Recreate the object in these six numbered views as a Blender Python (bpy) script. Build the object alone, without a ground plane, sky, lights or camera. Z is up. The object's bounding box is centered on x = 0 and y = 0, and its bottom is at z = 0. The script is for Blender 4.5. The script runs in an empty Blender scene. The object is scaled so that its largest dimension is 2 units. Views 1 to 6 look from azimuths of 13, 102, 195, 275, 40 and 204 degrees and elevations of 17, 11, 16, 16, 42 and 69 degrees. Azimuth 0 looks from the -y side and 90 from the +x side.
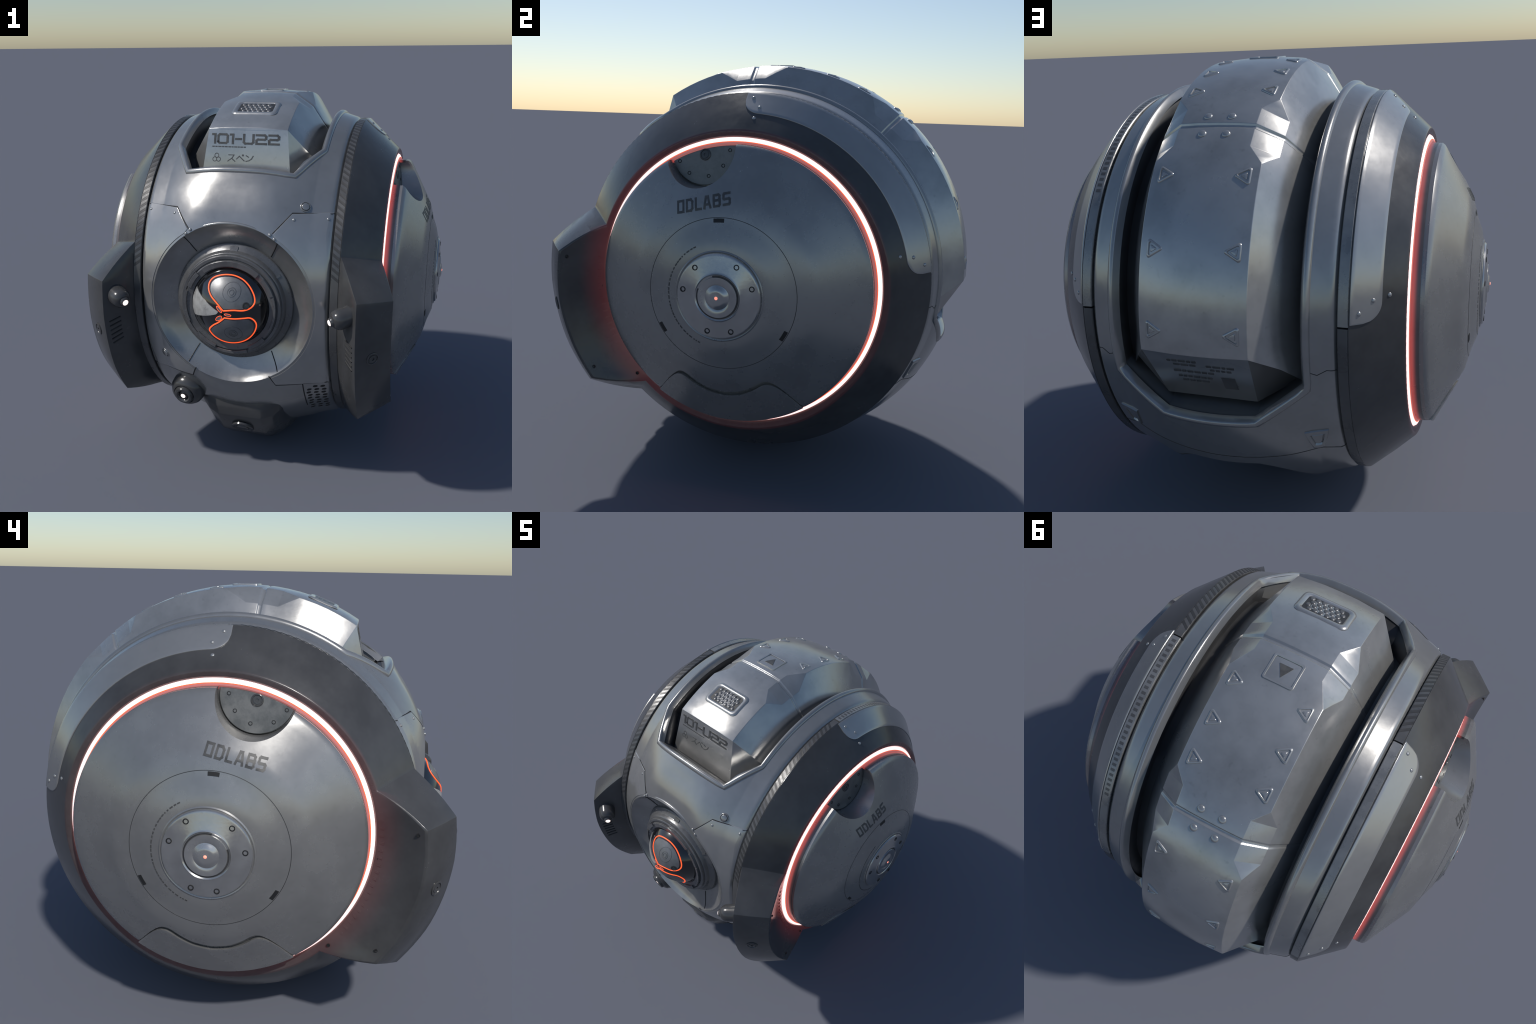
"""Spherical hover robot: grey armoured body, dark side rings with glowing strips,
conical side discs, a saddle housing over the back, and a round front eye."""
import bpy, bmesh, math, random
from math import sin, cos, pi, radians, sqrt, atan2, hypot
from mathutils import Vector, Matrix

random.seed(7)
CY, CZ = 0.009, 1.0          # the axis of all the side rings runs along x through (CY, CZ)
YAW = radians(-3.04)

# ------------------------------------------------------------------ materials
def material(name, col, metallic=0.0, rough=0.4, var=0.15, scale=6.0, grain=0.02, rough_var=0.12, coat=0.0, scratch=0.0):
    m = bpy.data.materials.new(name)
    m.use_nodes = True
    nt = m.node_tree
    b = nt.nodes["Principled BSDF"]
    tc = nt.nodes.new("ShaderNodeTexCoord")
    n1 = nt.nodes.new("ShaderNodeTexNoise")
    n1.inputs["Scale"].default_value = scale
    n1.inputs["Detail"].default_value = 6
    n1.inputs["Roughness"].default_value = 0.65
    nt.links.new(tc.outputs["Object"], n1.inputs["Vector"])
    n2 = nt.nodes.new("ShaderNodeTexNoise")
    n2.inputs["Scale"].default_value = scale * 9
    n2.inputs["Detail"].default_value = 4
    nt.links.new(tc.outputs["Object"], n2.inputs["Vector"])
    ramp = nt.nodes.new("ShaderNodeValToRGB")
    ramp.color_ramp.elements[0].position = 0.36
    ramp.color_ramp.elements[1].position = 0.60
    lo = [c * (1 - var) for c in col]
    ramp.color_ramp.elements[0].color = (*lo, 1)
    ramp.color_ramp.elements[1].color = (*col, 1)
    nt.links.new(n1.outputs["Fac"], ramp.inputs["Fac"])
    colour = ramp.outputs["Color"]
    if scratch:
        r2 = nt.nodes.new("ShaderNodeValToRGB")
        r2.color_ramp.elements[0].position = 0.62
        r2.color_ramp.elements[1].position = 0.75
        r2.color_ramp.elements[0].color = (0, 0, 0, 1)
        r2.color_ramp.elements[1].color = (scratch, scratch, scratch, 1)
        nt.links.new(n2.outputs["Fac"], r2.inputs["Fac"])
        mix = nt.nodes.new("ShaderNodeMixRGB")
        mix.blend_type = "MULTIPLY"
        mix.inputs[2].default_value = (0.62, 0.61, 0.6, 1)
        nt.links.new(r2.outputs["Color"], mix.inputs[0])
        nt.links.new(colour, mix.inputs[1])
        colour = mix.outputs[0]
    nt.links.new(colour, b.inputs["Base Color"])
    mr = nt.nodes.new("ShaderNodeMapRange")
    mr.inputs["To Min"].default_value = max(0.05, rough - rough_var)
    mr.inputs["To Max"].default_value = rough + rough_var
    mr.inputs["From Min"].default_value = 0.3
    mr.inputs["From Max"].default_value = 0.7
    nt.links.new(n1.outputs["Fac"], mr.inputs["Value"])
    nt.links.new(mr.outputs["Result"], b.inputs["Roughness"])
    b.inputs["Metallic"].default_value = metallic
    b.inputs["Coat Weight"].default_value = coat
    b.inputs["Coat Roughness"].default_value = 0.12
    if grain:
        bump = nt.nodes.new("ShaderNodeBump")
        bump.inputs["Strength"].default_value = grain
        bump.inputs["Distance"].default_value = 0.01
        nt.links.new(n2.outputs["Fac"], bump.inputs["Height"])
        nt.links.new(bump.outputs["Normal"], b.inputs["Normal"])
    return m

def glow(name, col, strength):
    m = bpy.data.materials.new(name)
    m.use_nodes = True
    b = m.node_tree.nodes["Principled BSDF"]
    b.inputs["Base Color"].default_value = (*[min(0.8, c) for c in col], 1)
    b.inputs["Roughness"].default_value = 0.4
    b.inputs["Emission Color"].default_value = (*col, 1)
    b.inputs["Emission Strength"].default_value = strength
    return m

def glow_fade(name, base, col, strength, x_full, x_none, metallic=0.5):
    """Strip light painted on a wall: emission that fades with distance from the strip along |x|."""
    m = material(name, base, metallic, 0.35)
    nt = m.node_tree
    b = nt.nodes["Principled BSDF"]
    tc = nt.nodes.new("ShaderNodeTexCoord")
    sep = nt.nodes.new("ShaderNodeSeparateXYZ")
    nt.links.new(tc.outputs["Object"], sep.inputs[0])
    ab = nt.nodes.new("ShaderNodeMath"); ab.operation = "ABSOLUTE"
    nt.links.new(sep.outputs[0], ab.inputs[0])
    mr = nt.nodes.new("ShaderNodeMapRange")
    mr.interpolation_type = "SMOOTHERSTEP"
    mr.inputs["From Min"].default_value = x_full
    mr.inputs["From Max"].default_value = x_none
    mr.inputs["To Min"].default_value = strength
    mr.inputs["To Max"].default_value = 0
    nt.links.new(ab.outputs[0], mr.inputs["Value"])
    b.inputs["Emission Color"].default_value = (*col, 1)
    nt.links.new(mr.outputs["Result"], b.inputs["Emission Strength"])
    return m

M = {}
M["body"] = material("body_steel", (0.355, 0.353, 0.348), 0.68, 0.22, 0.12, 4, 0.012, 0.04, scratch=0.15)
M["panel"] = material("panel_steel", (0.40, 0.397, 0.391), 0.66, 0.21, 0.10, 4, 0.012, 0.04, scratch=0.12)
M["housing"] = material("housing_steel", (0.46, 0.457, 0.448), 0.7, 0.23, 0.2, 4, 0.015, 0.05, scratch=0.3)
M["disc"] = material("disc_steel", (0.315, 0.312, 0.307), 0.6, 0.27, 0.14, 4, 0.012, 0.04, scratch=0.2)
M["hub"] = material("hub_steel", (0.46, 0.457, 0.45), 0.78, 0.22, 0.15, 9, 0.03, 0.08, scratch=0.2)
M["dark"] = material("dark_polymer", (0.070, 0.070, 0.072), 0.12, 0.22, 0.25, 4, 0.03, 0.08)
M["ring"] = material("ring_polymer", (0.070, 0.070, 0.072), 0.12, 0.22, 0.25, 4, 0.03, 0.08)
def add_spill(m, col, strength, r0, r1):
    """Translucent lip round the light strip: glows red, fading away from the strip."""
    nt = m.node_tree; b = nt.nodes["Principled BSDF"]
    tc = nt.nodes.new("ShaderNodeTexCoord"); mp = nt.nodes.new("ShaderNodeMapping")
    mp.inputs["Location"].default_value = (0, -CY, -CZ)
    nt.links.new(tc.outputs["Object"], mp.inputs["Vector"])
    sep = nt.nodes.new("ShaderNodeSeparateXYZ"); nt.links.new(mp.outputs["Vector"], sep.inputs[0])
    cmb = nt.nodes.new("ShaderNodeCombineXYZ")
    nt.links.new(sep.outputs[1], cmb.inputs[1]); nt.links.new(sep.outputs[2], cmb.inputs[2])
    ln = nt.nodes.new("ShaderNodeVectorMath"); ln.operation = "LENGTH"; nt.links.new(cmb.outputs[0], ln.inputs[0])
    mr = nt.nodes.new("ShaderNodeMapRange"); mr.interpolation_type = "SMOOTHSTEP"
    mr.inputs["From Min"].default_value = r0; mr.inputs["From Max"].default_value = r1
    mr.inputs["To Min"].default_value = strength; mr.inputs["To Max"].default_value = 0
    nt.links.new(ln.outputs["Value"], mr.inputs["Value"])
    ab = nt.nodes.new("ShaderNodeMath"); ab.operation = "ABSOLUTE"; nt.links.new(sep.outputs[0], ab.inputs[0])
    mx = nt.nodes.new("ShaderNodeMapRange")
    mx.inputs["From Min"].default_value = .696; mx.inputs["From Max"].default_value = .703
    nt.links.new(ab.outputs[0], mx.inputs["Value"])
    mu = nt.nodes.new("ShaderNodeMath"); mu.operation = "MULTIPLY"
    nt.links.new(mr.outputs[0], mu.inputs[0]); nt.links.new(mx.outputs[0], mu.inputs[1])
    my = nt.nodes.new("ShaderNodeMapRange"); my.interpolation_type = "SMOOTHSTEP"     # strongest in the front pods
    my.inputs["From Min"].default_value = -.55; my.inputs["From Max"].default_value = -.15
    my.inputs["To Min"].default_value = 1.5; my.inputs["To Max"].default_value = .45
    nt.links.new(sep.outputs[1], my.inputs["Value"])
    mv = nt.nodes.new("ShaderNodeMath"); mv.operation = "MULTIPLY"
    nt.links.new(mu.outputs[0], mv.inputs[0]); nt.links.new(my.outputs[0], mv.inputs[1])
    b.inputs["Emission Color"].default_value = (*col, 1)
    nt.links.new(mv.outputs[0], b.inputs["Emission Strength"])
add_spill(M["ring"], (1.0, 0.07, 0.06), 0.024, .636, .770)  # the ring is no lamp; the strip's red spill is painted as emission
M["band"] = material("ribbed_band", (0.11, 0.11, 0.112), 0.4, 0.33, 0.2, 8, 0.03)
M["bandlight"] = material("band_steel", (0.30, 0.298, 0.292), 0.6, 0.3, 0.2, 8, 0.03)
M["gap"] = material("gap_black", (0.012, 0.012, 0.013), 0.0, 0.6, 0.2, 6, 0.0)
M["slot"] = material("slot_dark", (0.05, 0.05, 0.052), 0.3, 0.45, 0.2, 6, 0.02)
M["socket"] = material("socket_steel", (0.31, 0.308, 0.304), 0.65, 0.23, 0.2, 5, 0.02, 0.07)
M["eyering"] = material("eye_ring", (0.15, 0.15, 0.154), 0.4, 0.28, 0.2, 9, 0.03)
M["lens"] = material("lens_black", (0.008, 0.008, 0.009), 0.0, 0.10, 0.1, 5, 0.0, 0.02, coat=1.0)
M["iris"] = material("iris_plate", (0.20, 0.203, 0.21), 0.4, 0.4, 0.2, 20, 0.02, 0.05)
M["wedge"] = material("wedge_plate", (0.46, 0.455, 0.44), 0.3, 0.35, 0.3, 25, 0.03)
M["mark"] = material("printed_mark", (0.085, 0.085, 0.085), 0.2, 0.45, 0.3, 30, 0.0)
M["plate"] = material("pocket_plate", (0.20, 0.20, 0.195), 0.6, 0.4, 0.3, 14, 0.04, scratch=0.4)
M["white"] = glow("light_white_red", (2.2, 1.1, 1.03), 1.0)
M["pink"] = glow("light_pink", (0.30, 0.10, 0.095), 1.0)
M["orange"] = glow("light_orange", (1.0, 0.10, 0.025), 1.15)
M["lamp"] = glow("lamp_white_red", (1.0, 0.80, 0.74), 1.6)
M["ember"] = glow("hub_ember", (1.0, 0.28, 0.2), 1.1)
M["redwall"] = glow_fade("disc_wall_painted_glow", (0.15, 0.15, 0.152), (1.0, 0.13, 0.11), 0.34, 0.711, 0.738)  # the disc wall is no lamp; the strip's red glow is painted on

# ------------------------------------------------------------------ helpers
ROOT = bpy.data.objects.new("hover_robot", None)
bpy.context.scene.collection.objects.link(ROOT)
ROOT.rotation_euler = (0, 0, YAW)
ROOT.location = (-0.001, 0, 0)
ROOT["label"] = "grey metal spherical robot with glowing red-white side rings and front eye"
ROOT["category"] = "robot"

def link(name, me, mat, parent=None, angle=30):
    o = bpy.data.objects.new(name, me)
    bpy.context.scene.collection.objects.link(o)
    o.parent = parent or ROOT
    if mat is not None:
        me.materials.clear()
        me.materials.append(M[mat] if isinstance(mat, str) else mat)
    if angle is not None and len(me.polygons):
        me.polygons.foreach_set("use_smooth", [True] * len(me.polygons))
        me.set_sharp_from_angle(angle=radians(angle))
    return o

def mesh(verts, faces, name="part"):
    me = bpy.data.meshes.new(name)
    me.from_pydata([tuple(v) for v in verts], [], faces)
    bm = bmesh.new(); bm.from_mesh(me)
    bmesh.ops.remove_doubles(bm, verts=bm.verts, dist=1e-6)
    bmesh.ops.recalc_face_normals(bm, faces=bm.faces)
    bm.to_mesh(me); bm.free()
    return me

def mirrored(me):
    m2 = me.copy()
    m2.transform(Matrix.Scale(-1, 4, (1, 0, 0)))
    m2.flip_normals()
    return m2

def both(name, me, mat, parent=None, angle=30):
    """The part on the +x side and its mirror twin on the -x side."""
    a = link(name, me, mat, parent[0] if parent else None, angle)
    b = link(name, mirrored(me), mat, parent[1] if parent else None, angle)
    return a, b

def pol(X, r, deg):
    t = radians(deg)
    return Vector((X, CY + r * cos(t), CZ + r * sin(t)))

def loft(rings, closed_ring=True, closed_path=False, caps=True):
    """Skin a list of equal-length vertex rings."""
    n = len(rings[0]); V = [v for r in rings for v in r]; F = []
    m = len(rings)
    for i in range(m if closed_path else m - 1):
        j = (i + 1) % m
        for k in range(n if closed_ring else n - 1):
            l = (k + 1) % n
            F.append((i * n + k, i * n + l, j * n + l, j * n + k))
    if caps and closed_ring and not closed_path:
        F.append(tuple(range(n))); F.append(tuple((m - 1) * n + k for k in range(n)))
    return V, F

def revolve_x(profile, n=192, t0=None, t1=None):
    """Closed (X, r) profile swept round the side axis."""
    if t0 is None:
        rings = [[pol(X, r, 360 * i / n) for X, r in profile] for i in range(n)]
        return mesh(*loft(rings, True, True))
    rings = [[pol(X, r, t0 + (t1 - t0) * i / n) for X, r in profile] for i in range(n + 1)]
    return mesh(*loft(rings, True, False))

def eye_pol(r, Y, deg):
    t = radians(deg)
    return Vector((r * cos(t), Y, CZ + r * sin(t)))

def revolve_y(profile, n=128, t0=None, t1=None):
    """Closed (r, Y) profile swept round the eye axis."""
    if t0 is None:
        rings = [[eye_pol(r, Y, 360 * i / n) for r, Y in profile] for i in range(n)]
        return mesh(*loft(rings, True, True))
    rings = [[eye_pol(r, Y, t0 + (t1 - t0) * i / n) for r, Y in profile] for i in range(n + 1)]
    return mesh(*loft(rings))

def bevel(me, width, segments=2, angle=25):
    bm = bmesh.new(); bm.from_mesh(me)
    bm.normal_update()
    ed = [e for e in bm.edges if len(e.link_faces) == 2 and e.calc_face_angle(0) > radians(angle)]
    bmesh.ops.bevel(bm, geom=ed, offset=width, segments=segments, profile=0.5, affect="EDGES", clamp_overlap=True)
    bm.to_mesh(me); bm.free()
    return me

def boolean(me, cutters, op="DIFFERENCE"):
    tmp = bpy.data.objects.new("tmp", me)
    bpy.context.scene.collection.objects.link(tmp)
    cs = []
    for c in cutters:
        oc = bpy.data.objects.new("tmpc", c)
        bpy.context.scene.collection.objects.link(oc); cs.append(oc)
        md = tmp.modifiers.new("b", "BOOLEAN"); md.operation = op; md.object = oc; md.solver = "EXACT"
    dg = bpy.context.evaluated_depsgraph_get()
    res = bpy.data.meshes.new_from_object(tmp.evaluated_get(dg))
    for o in cs + [tmp]:
        bpy.data.objects.remove(o)
    return res

def polish(o, normal_at, tol=14):
    """Vertex normals of the ideal surface wherever a face lies on it (keeps cut surfaces clean)."""
    me = o.data
    cn = [c.vector.copy() for c in me.corner_normals]
    ct = cos(radians(tol)); out = list(cn)
    cache = {}
    for p in me.polygons:
        for li in p.loop_indices:
            vi = me.loops[li].vertex_index
            if vi not in cache:
                cache[vi] = normal_at(me.vertices[vi].co)
            n = cache[vi]
            if n is not None and n.dot(p.normal) > ct:
                out[li] = n
    me.normals_split_custom_set([tuple(v) for v in out])

def lerp(a, b, t): return a + (b - a) * t

def table(x, pts):
    if x <= pts[0][0]: return pts[0][1]
    for (a, u), (b, v) in zip(pts, pts[1:]):
        if x <= b: return lerp(u, v, (x - a) / (b - a))
    return pts[-1][1]

def smin(a, b, k):
    h = max(0.0, min(1.0, 0.5 + 0.5 * (b - a) / k))
    return lerp(b, a, h) - k * h * (1 - h)

def joined(parts):
    V, F = [], []
    for v, f in parts:
        o = len(V); V += list(v); F += [tuple(i + o for i in q) for q in f]
    me = bpy.data.meshes.new("j"); me.from_pydata([tuple(v) for v in V], [], F)
    bm = bmesh.new(); bm.from_mesh(me)
    bmesh.ops.recalc_face_normals(bm, faces=bm.faces); bm.to_mesh(me); bm.free()
    return me

# ------------------------------------------------------------------ body shell
FLAT = [(120, 1.2), (132, .955), (142, .935), (150, .932), (156, .926), (163, .917), (180, .911), (197, .917), (206, .928), (216, .948), (226, 1.2)]
def body_r(X, deg):
    ax = abs(X)
    if ax < 0.38: r = sqrt(0.947 ** 2 - X * X)
    else: r = 0.8674 - (ax - 0.38) * (0.0314 / 0.10)
    deg %= 360
    if 120 < deg < 226: r = smin(r, table(deg, FLAT), 0.012) - 0.011 * max(0, 1 - abs(deg - 180) / 26)
    if ax > 0.462: r -= (ax - 0.462) ** 2 * 28
    return r

def body_pt(X, deg, off=0.0): return pol(X, body_r(X, deg) + off, deg)

def body_normal(P):
    X, dy, dz = P.x, P.y - CY, P.z - CZ
    r = hypot(dy, dz); deg = math.degrees(atan2(dz, dy))
    if abs(r - body_r(X, deg)) > 0.004 or abs(X) > 0.486: return None
    h = 0.004; hd = 0.4
    a = body_pt(X + h, deg) - body_pt(X - h, deg)
    b = body_pt(X, deg + hd) - body_pt(X, deg - hd)
    n = a.cross(b).normalized()
    if n.y * dy + n.z * dz < 0: n = -n
    return n

NX, NT = 72, 256
xs = [0.485 * sin(pi / 2 * (2 * i / NX - 1)) * 0.25 + 0.485 * (2 * i / NX - 1) * 0.75 for i in range(NX + 1)]
rings = []
for j in range(NT):
    d = 360 * j / NT
    rings.append([pol(-0.485, 0.70, d)] + [body_pt(x, d) for x in xs] + [pol(0.485, 0.70, d)])
V, F = loft(rings, False, True)
n = NX + 3
F.append(tuple(j * n for j in range(NT))); F.append(tuple(j * n + n - 1 for j in range(NT)))
shell = mesh(V, F)

# the long slot that holds the saddle housing
SLOT = [(-18.7, 0.184), (-9.8, 0.372), (123.3, 0.376), (136.2, 0.268)]
def slot_w(deg): return table(deg, SLOT)
sta = sorted(set([-18.7, -9.8, 123.3, 136.2] + [-9.8 + i * 133.1 / 48 for i in range(49)]))
def slot_ring(deg, grow, r0, r1):
    w = slot_w(deg) + grow
    return [pol(-w, r1, deg), pol(w, r1, deg), pol(w, r0, deg), pol(-w, r0, deg)]
slot_cut = mesh(*loft([slot_ring(d, 0, 0.75, 1.25) for d in sta]))
# the eye dish
DISH = [(0.0, -0.742), (0.29, -0.768), (0.312, -0.777), (0.336, -0.789), (0.362, -0.801), (0.385, -0.815), (0.398, -0.825), (0.406, -0.833)]
dish_cut = revolve_y([(0.0001, -0.70), (0.30, -0.72), (0.34, -0.755), (0.395, -0.80), (0.410, -0.835), (0.412, -1.2), (0.0001, -1.2)], 160)
# wide exhaust scoop low on the back
SCOOP = [(283, .22), (286, .28), (291, .32), (297, .335), (304, .332), (311, .308), (317, .262), (321, .21), (323.5, .15)]
SCOOP_FLOOR = [(283, .935), (288, .905), (294, .868), (299, .842), (314, .842), (319, .855), (323.5, .875)]
def scoop_ring(d, grow, lift, r1):
    w = table(d, SCOOP) + grow; r0 = table(d, SCOOP_FLOOR) + lift
    return [pol(-w, r1, d), pol(w, r1, d), pol(w * .93, r0, d), pol(-w * .93, r0, d)]
port_cut = mesh(*loft([scoop_ring(d, 0, 0, 1.2) for d, _ in SCOOP]))
shell = boolean(shell, [slot_cut, dish_cut, port_cut])
body = link("body_shell", shell, "body")
polish(body, body_normal)

sc = mesh(*loft([[pol(w, table(d, SCOOP_FLOOR) + h, d) for w, h in ((-table(d, SCOOP) * .80, -.02), (-table(d, SCOOP) * .78, .004), (table(d, SCOOP) * .78, .004), (table(d, SCOOP) * .80, -.02))] for d in (294, 297, 300, 305, 309, 313)]))
link("scoop_floor_plate", sc, "eyering", angle=30)  # dark plate added on the floor of the recess
# slot lining: dark inner walls and floor
lin = []
for d in sta:
    w = slot_w(d) - 0.002
    ro = body_r(w, d) - 0.012
    lin.append([pol(-w, ro, d), pol(-w, 0.765, d), pol(w, 0.765, d), pol(w, ro, d)])
V, F = loft(lin, False)
for s in (0, len(lin) - 1):
    F.append(tuple(s * 4 + k for k in range(4)))
lining = mesh(V, F)
so = link("slot_lining", lining, "slot")
md = so.modifiers.new("t", "SOLIDIFY"); md.thickness = 0.0015

# rounded lip round the slot
def lip_path():
    P = []
    w0 = slot_w(136.2)
    for i in range(17): P.append((lerp(-w0, w0, i / 16), 136.2))
    for i in range(1, 7): P.append((lerp(w0, 0.376, i / 6), lerp(136.2, 123.3, i / 6)))
    for i in range(1, 97): P.append((lerp(0.376, 0.372, i / 96), lerp(123.3, -9.8, i / 96)))
    for i in range(1, 7): P.append((lerp(0.372, 0.184, i / 6), lerp(-9.8, -18.7, i / 6)))
    for i in range(1, 13): P.append((lerp(0.184, -0.184, i / 12), -18.7))
    left = [(-x, d) for x, d in P[17:17 + 6 + 96 + 6]]
    return P + left[::-1][1:]
path = lip_path()
pts = [body_pt(x, d) for x, d in path]
nrm = [pol(0, 1, d) - pol(0, 0, d) for x, d in path]
rings = []
N = len(pts)
for i in range(N):
    t = (pts[(i + 1) % N] - pts[i - 1]).normalized()
    x, d = path[i]
    eps = 0.01
    up = body_normal(body_pt(x, d)) or nrm[i]
    side = t.cross(up).normalized()
    c = Vector((0, pts[i].y, pts[i].z)) if False else None
    mid = body_pt(0, 58.0)
    # outward = away from the slot centre
    q = 1
    out = side
    ctr = pol(0, 0.9, max(0, min(118, d)))
    if out.dot(pts[i] - ctr) < 0: out = -out
    prof = [(-0.004, -0.030), (-0.004, 0.002), (0.000, 0.008), (0.008, 0.0105), (0.018, 0.008), (0.026, 0.001), (0.030, -0.010)]
    rings.append([pts[i] + out * a + up * b for a, b in prof])
V, F = loft(rings, True, True)
link("slot_lip", mesh(V, F), "body", angle=50)

# front side panels: proud plates either side of the eye
def plate_on_body(outline, thick=0.0025, sub=10):
    """Outline in (X, Z-CZ) seen from the front, projected back on to the shell."""
    P = []
    for (a, b), (c, d) in zip(outline, outline[1:] + outline[:1]):
        k = max(1, int(hypot(c - a, d - b) / 0.02))
        P += [(lerp(a, c, i / k), lerp(b, d, i / k)) for i in range(k)]
    return P
def front_pt(X, z, off=0.0):
    r = 0.93
    for _ in range(12):
        s = max(-1, min(1, z / r)); deg = 180 - math.degrees(math.asin(s)); r = body_r(X, deg) + off
    return pol(X, r, 180 - math.degrees(math.asin(max(-1, min(1, z / r)))))
def front_panel_rows():
    rows = []
    K = 40
    for i in range(K + 1):
        z = lerp(0.462, -0.412, i / K)
        if z > 0.373: xin = lerp(0.213, 0.290, (z - 0.373) / (0.462 - 0.373))
        elif z < -0.353: xin = lerp(0.196, 0.222, (-0.353 - z) / 0.059)
        else: xin = sqrt(max(0, 0.4215 ** 2 - z * z))
        rows.append((z, xin, 0.478))
    return rows
rows = front_panel_rows()
KX = 10
R1 = [[front_pt(lerp(a, b, k / KX), z, 0.003) for k in range(KX + 1)] for z, a, b in rows]
R0 = [[front_pt(lerp(a, b, k / KX), z, -0.006) for k in range(KX + 1)] for z, a, b in rows]
rings = [R1[i] + R0[i][::-1] for i in range(len(R1))]
fp = bevel(mesh(*loft(rings)), 0.002, 2, 40)
panels = both("front_panel", fp, "panel", angle=30)
for o in panels: polish(o, lambda P: body_normal(P.copy()) or None, 8)

# seam line helper: narrow dark ribbon let into the skin
def seam_points(fn, n): return [fn(i / n) for i in range(n + 1)]
def tube(points, radius, seg=6, closed=False, flat=1.0, up=None):
    rings = []
    n = len(points)
    for i, p in enumerate(points):
        a = points[(i - 1) % n] if closed or i > 0 else points[0]
        b = points[(i + 1) % n] if closed or i < n - 1 else points[-1]
        t = (b - a).normalized()
        u = (up(p) if up else Vector((p.x, p.y - CY, p.z - CZ))).normalized()
        s = t.cross(u).normalized(); u = s.cross(t).normalized()
        rings.append([p + s * radius * cos(2 * pi * k / seg) + u * radius * flat * sin(2 * pi * k / seg) for k in range(seg)])
    return loft(rings, True, closed)
def line_tube(pts2, fn, radius, **kw):
    P = []
    for (a, b), (c, d) in zip(pts2, pts2[1:]):
        k = 14
        P += [fn(lerp(a, c, i / k), lerp(b, d, i / k)) for i in range(k)]
    P.append(fn(*pts2[-1]))
    return tube(P, radius, **kw)
seams = []
for s in (1, -1):
    seams.append(line_tube([(s * .372 if s else 0, -5.0), (s * .417, -6.4), (s * .451, -5.2), (s * .482, -5.6)], lambda X, d: body_pt(X, d, -0.0005), 0.0018))
    seams.append(line_tube([(0, -32.9), (s * .277, -32.9), (s * .40, -32.2), (s * .482, -34)], lambda X, d: body_pt(X, d, -0.0005), 0.0018))
    o = [(s * .480, 0.455), (s * .292, 0.4655), (s * .210, 0.376)]
    seams.append(line_tube(o, lambda X, z: front_pt(X, z, 0.0005), 0.0024))
    o = [(s * .482, -0.408), (s * .222, -0.416), (s * .193, -0.356)]
    seams.append(line_tube(o, lambda X, z: front_pt(X, z, 0.0005), 0.0024))
seams.append(line_tube([(.350, -0.416), (.350, -0.60)], lambda X, z: front_pt(X, z, 0), 0.003))
se = link("panel_seam", joined(seams), "gap", angle=60); se["kind"] = "stuff"

# rivets and round fasteners
def dome_mesh(r, h, seg=14):
    prof = [(r * cos(a), h * sin(a)) for a in [0, .35, .7, 1.05, 1.35]]
    V = [Vector((x * cos(2 * pi * k / seg), x * sin(2 * pi * k / seg), z)) for x, z in [(r, -h * .6)] + prof for k in range(seg)]
    F = []
    m = len(prof) + 1
    for i in range(m - 1):
        for k in range(seg):
            F.append((i * seg + k, i * seg + (k + 1) % seg, (i + 1) * seg + (k + 1) % seg, (i + 1) * seg + k))
    V.append(Vector((0, 0, h))); F += [((m - 1) * seg + k, (m - 1) * seg + (k + 1) % seg, len(V) - 1) for k in range(seg)]
    return mesh(V, F)
def placed(name, me, P, nrm, mat, parent=None, scale=1.0, spin=0.0):
    o = bpy.data.objects.new(name, me)
    bpy.context.scene.collection.objects.link(o)
    o.parent = parent or ROOT
    if not me.materials: me.materials.append(M[mat])
    q = Vector(nrm).normalized().to_track_quat("Z", "Y").to_matrix().to_4x4()
    o.matrix_local = Matrix.Translation(P) @ q @ Matrix.Rotation(spin, 4, "Z") @ Matrix.Scale(scale, 4)
    return o
def smooth(me, ang=35):
    me.polygons.foreach_set("use_smooth", [True] * len(me.polygons)); me.set_sharp_from_angle(angle=radians(ang)); return me
rivet_small = smooth(dome_mesh(0.0075, 0.004))
for s, par in ((1, panels[0]), (-1, panels[1])):
    for X, z in [(.455, .435), (.302, .437), (.222, .352), (.2, .372)]:
        P = front_pt(s * X, z, 0.003)
        placed("rivet", rivet_small, P, body_normal(front_pt(s * X, z)), "panel", par)
# button screw on the forehead, cheek buttons
button = smooth(bevel(mesh(*loft([[Vector((r * cos(2 * pi * k / 24), r * sin(2 * pi * k / 24), z)) for k in range(24)] for r, z in [(.026, -.008), (.026, .002), (.024, .004), (.0215, .004), (.0205, -.001), (.019, -.001), (.018, .006), (.016, .008)]])), 0.0008, 1))
for X, z in [(.346, .49), (-.374, -.311)]:
    placed("button", button, front_pt(X, z, 0.002), body_normal(front_pt(X, z)), "body")

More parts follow.
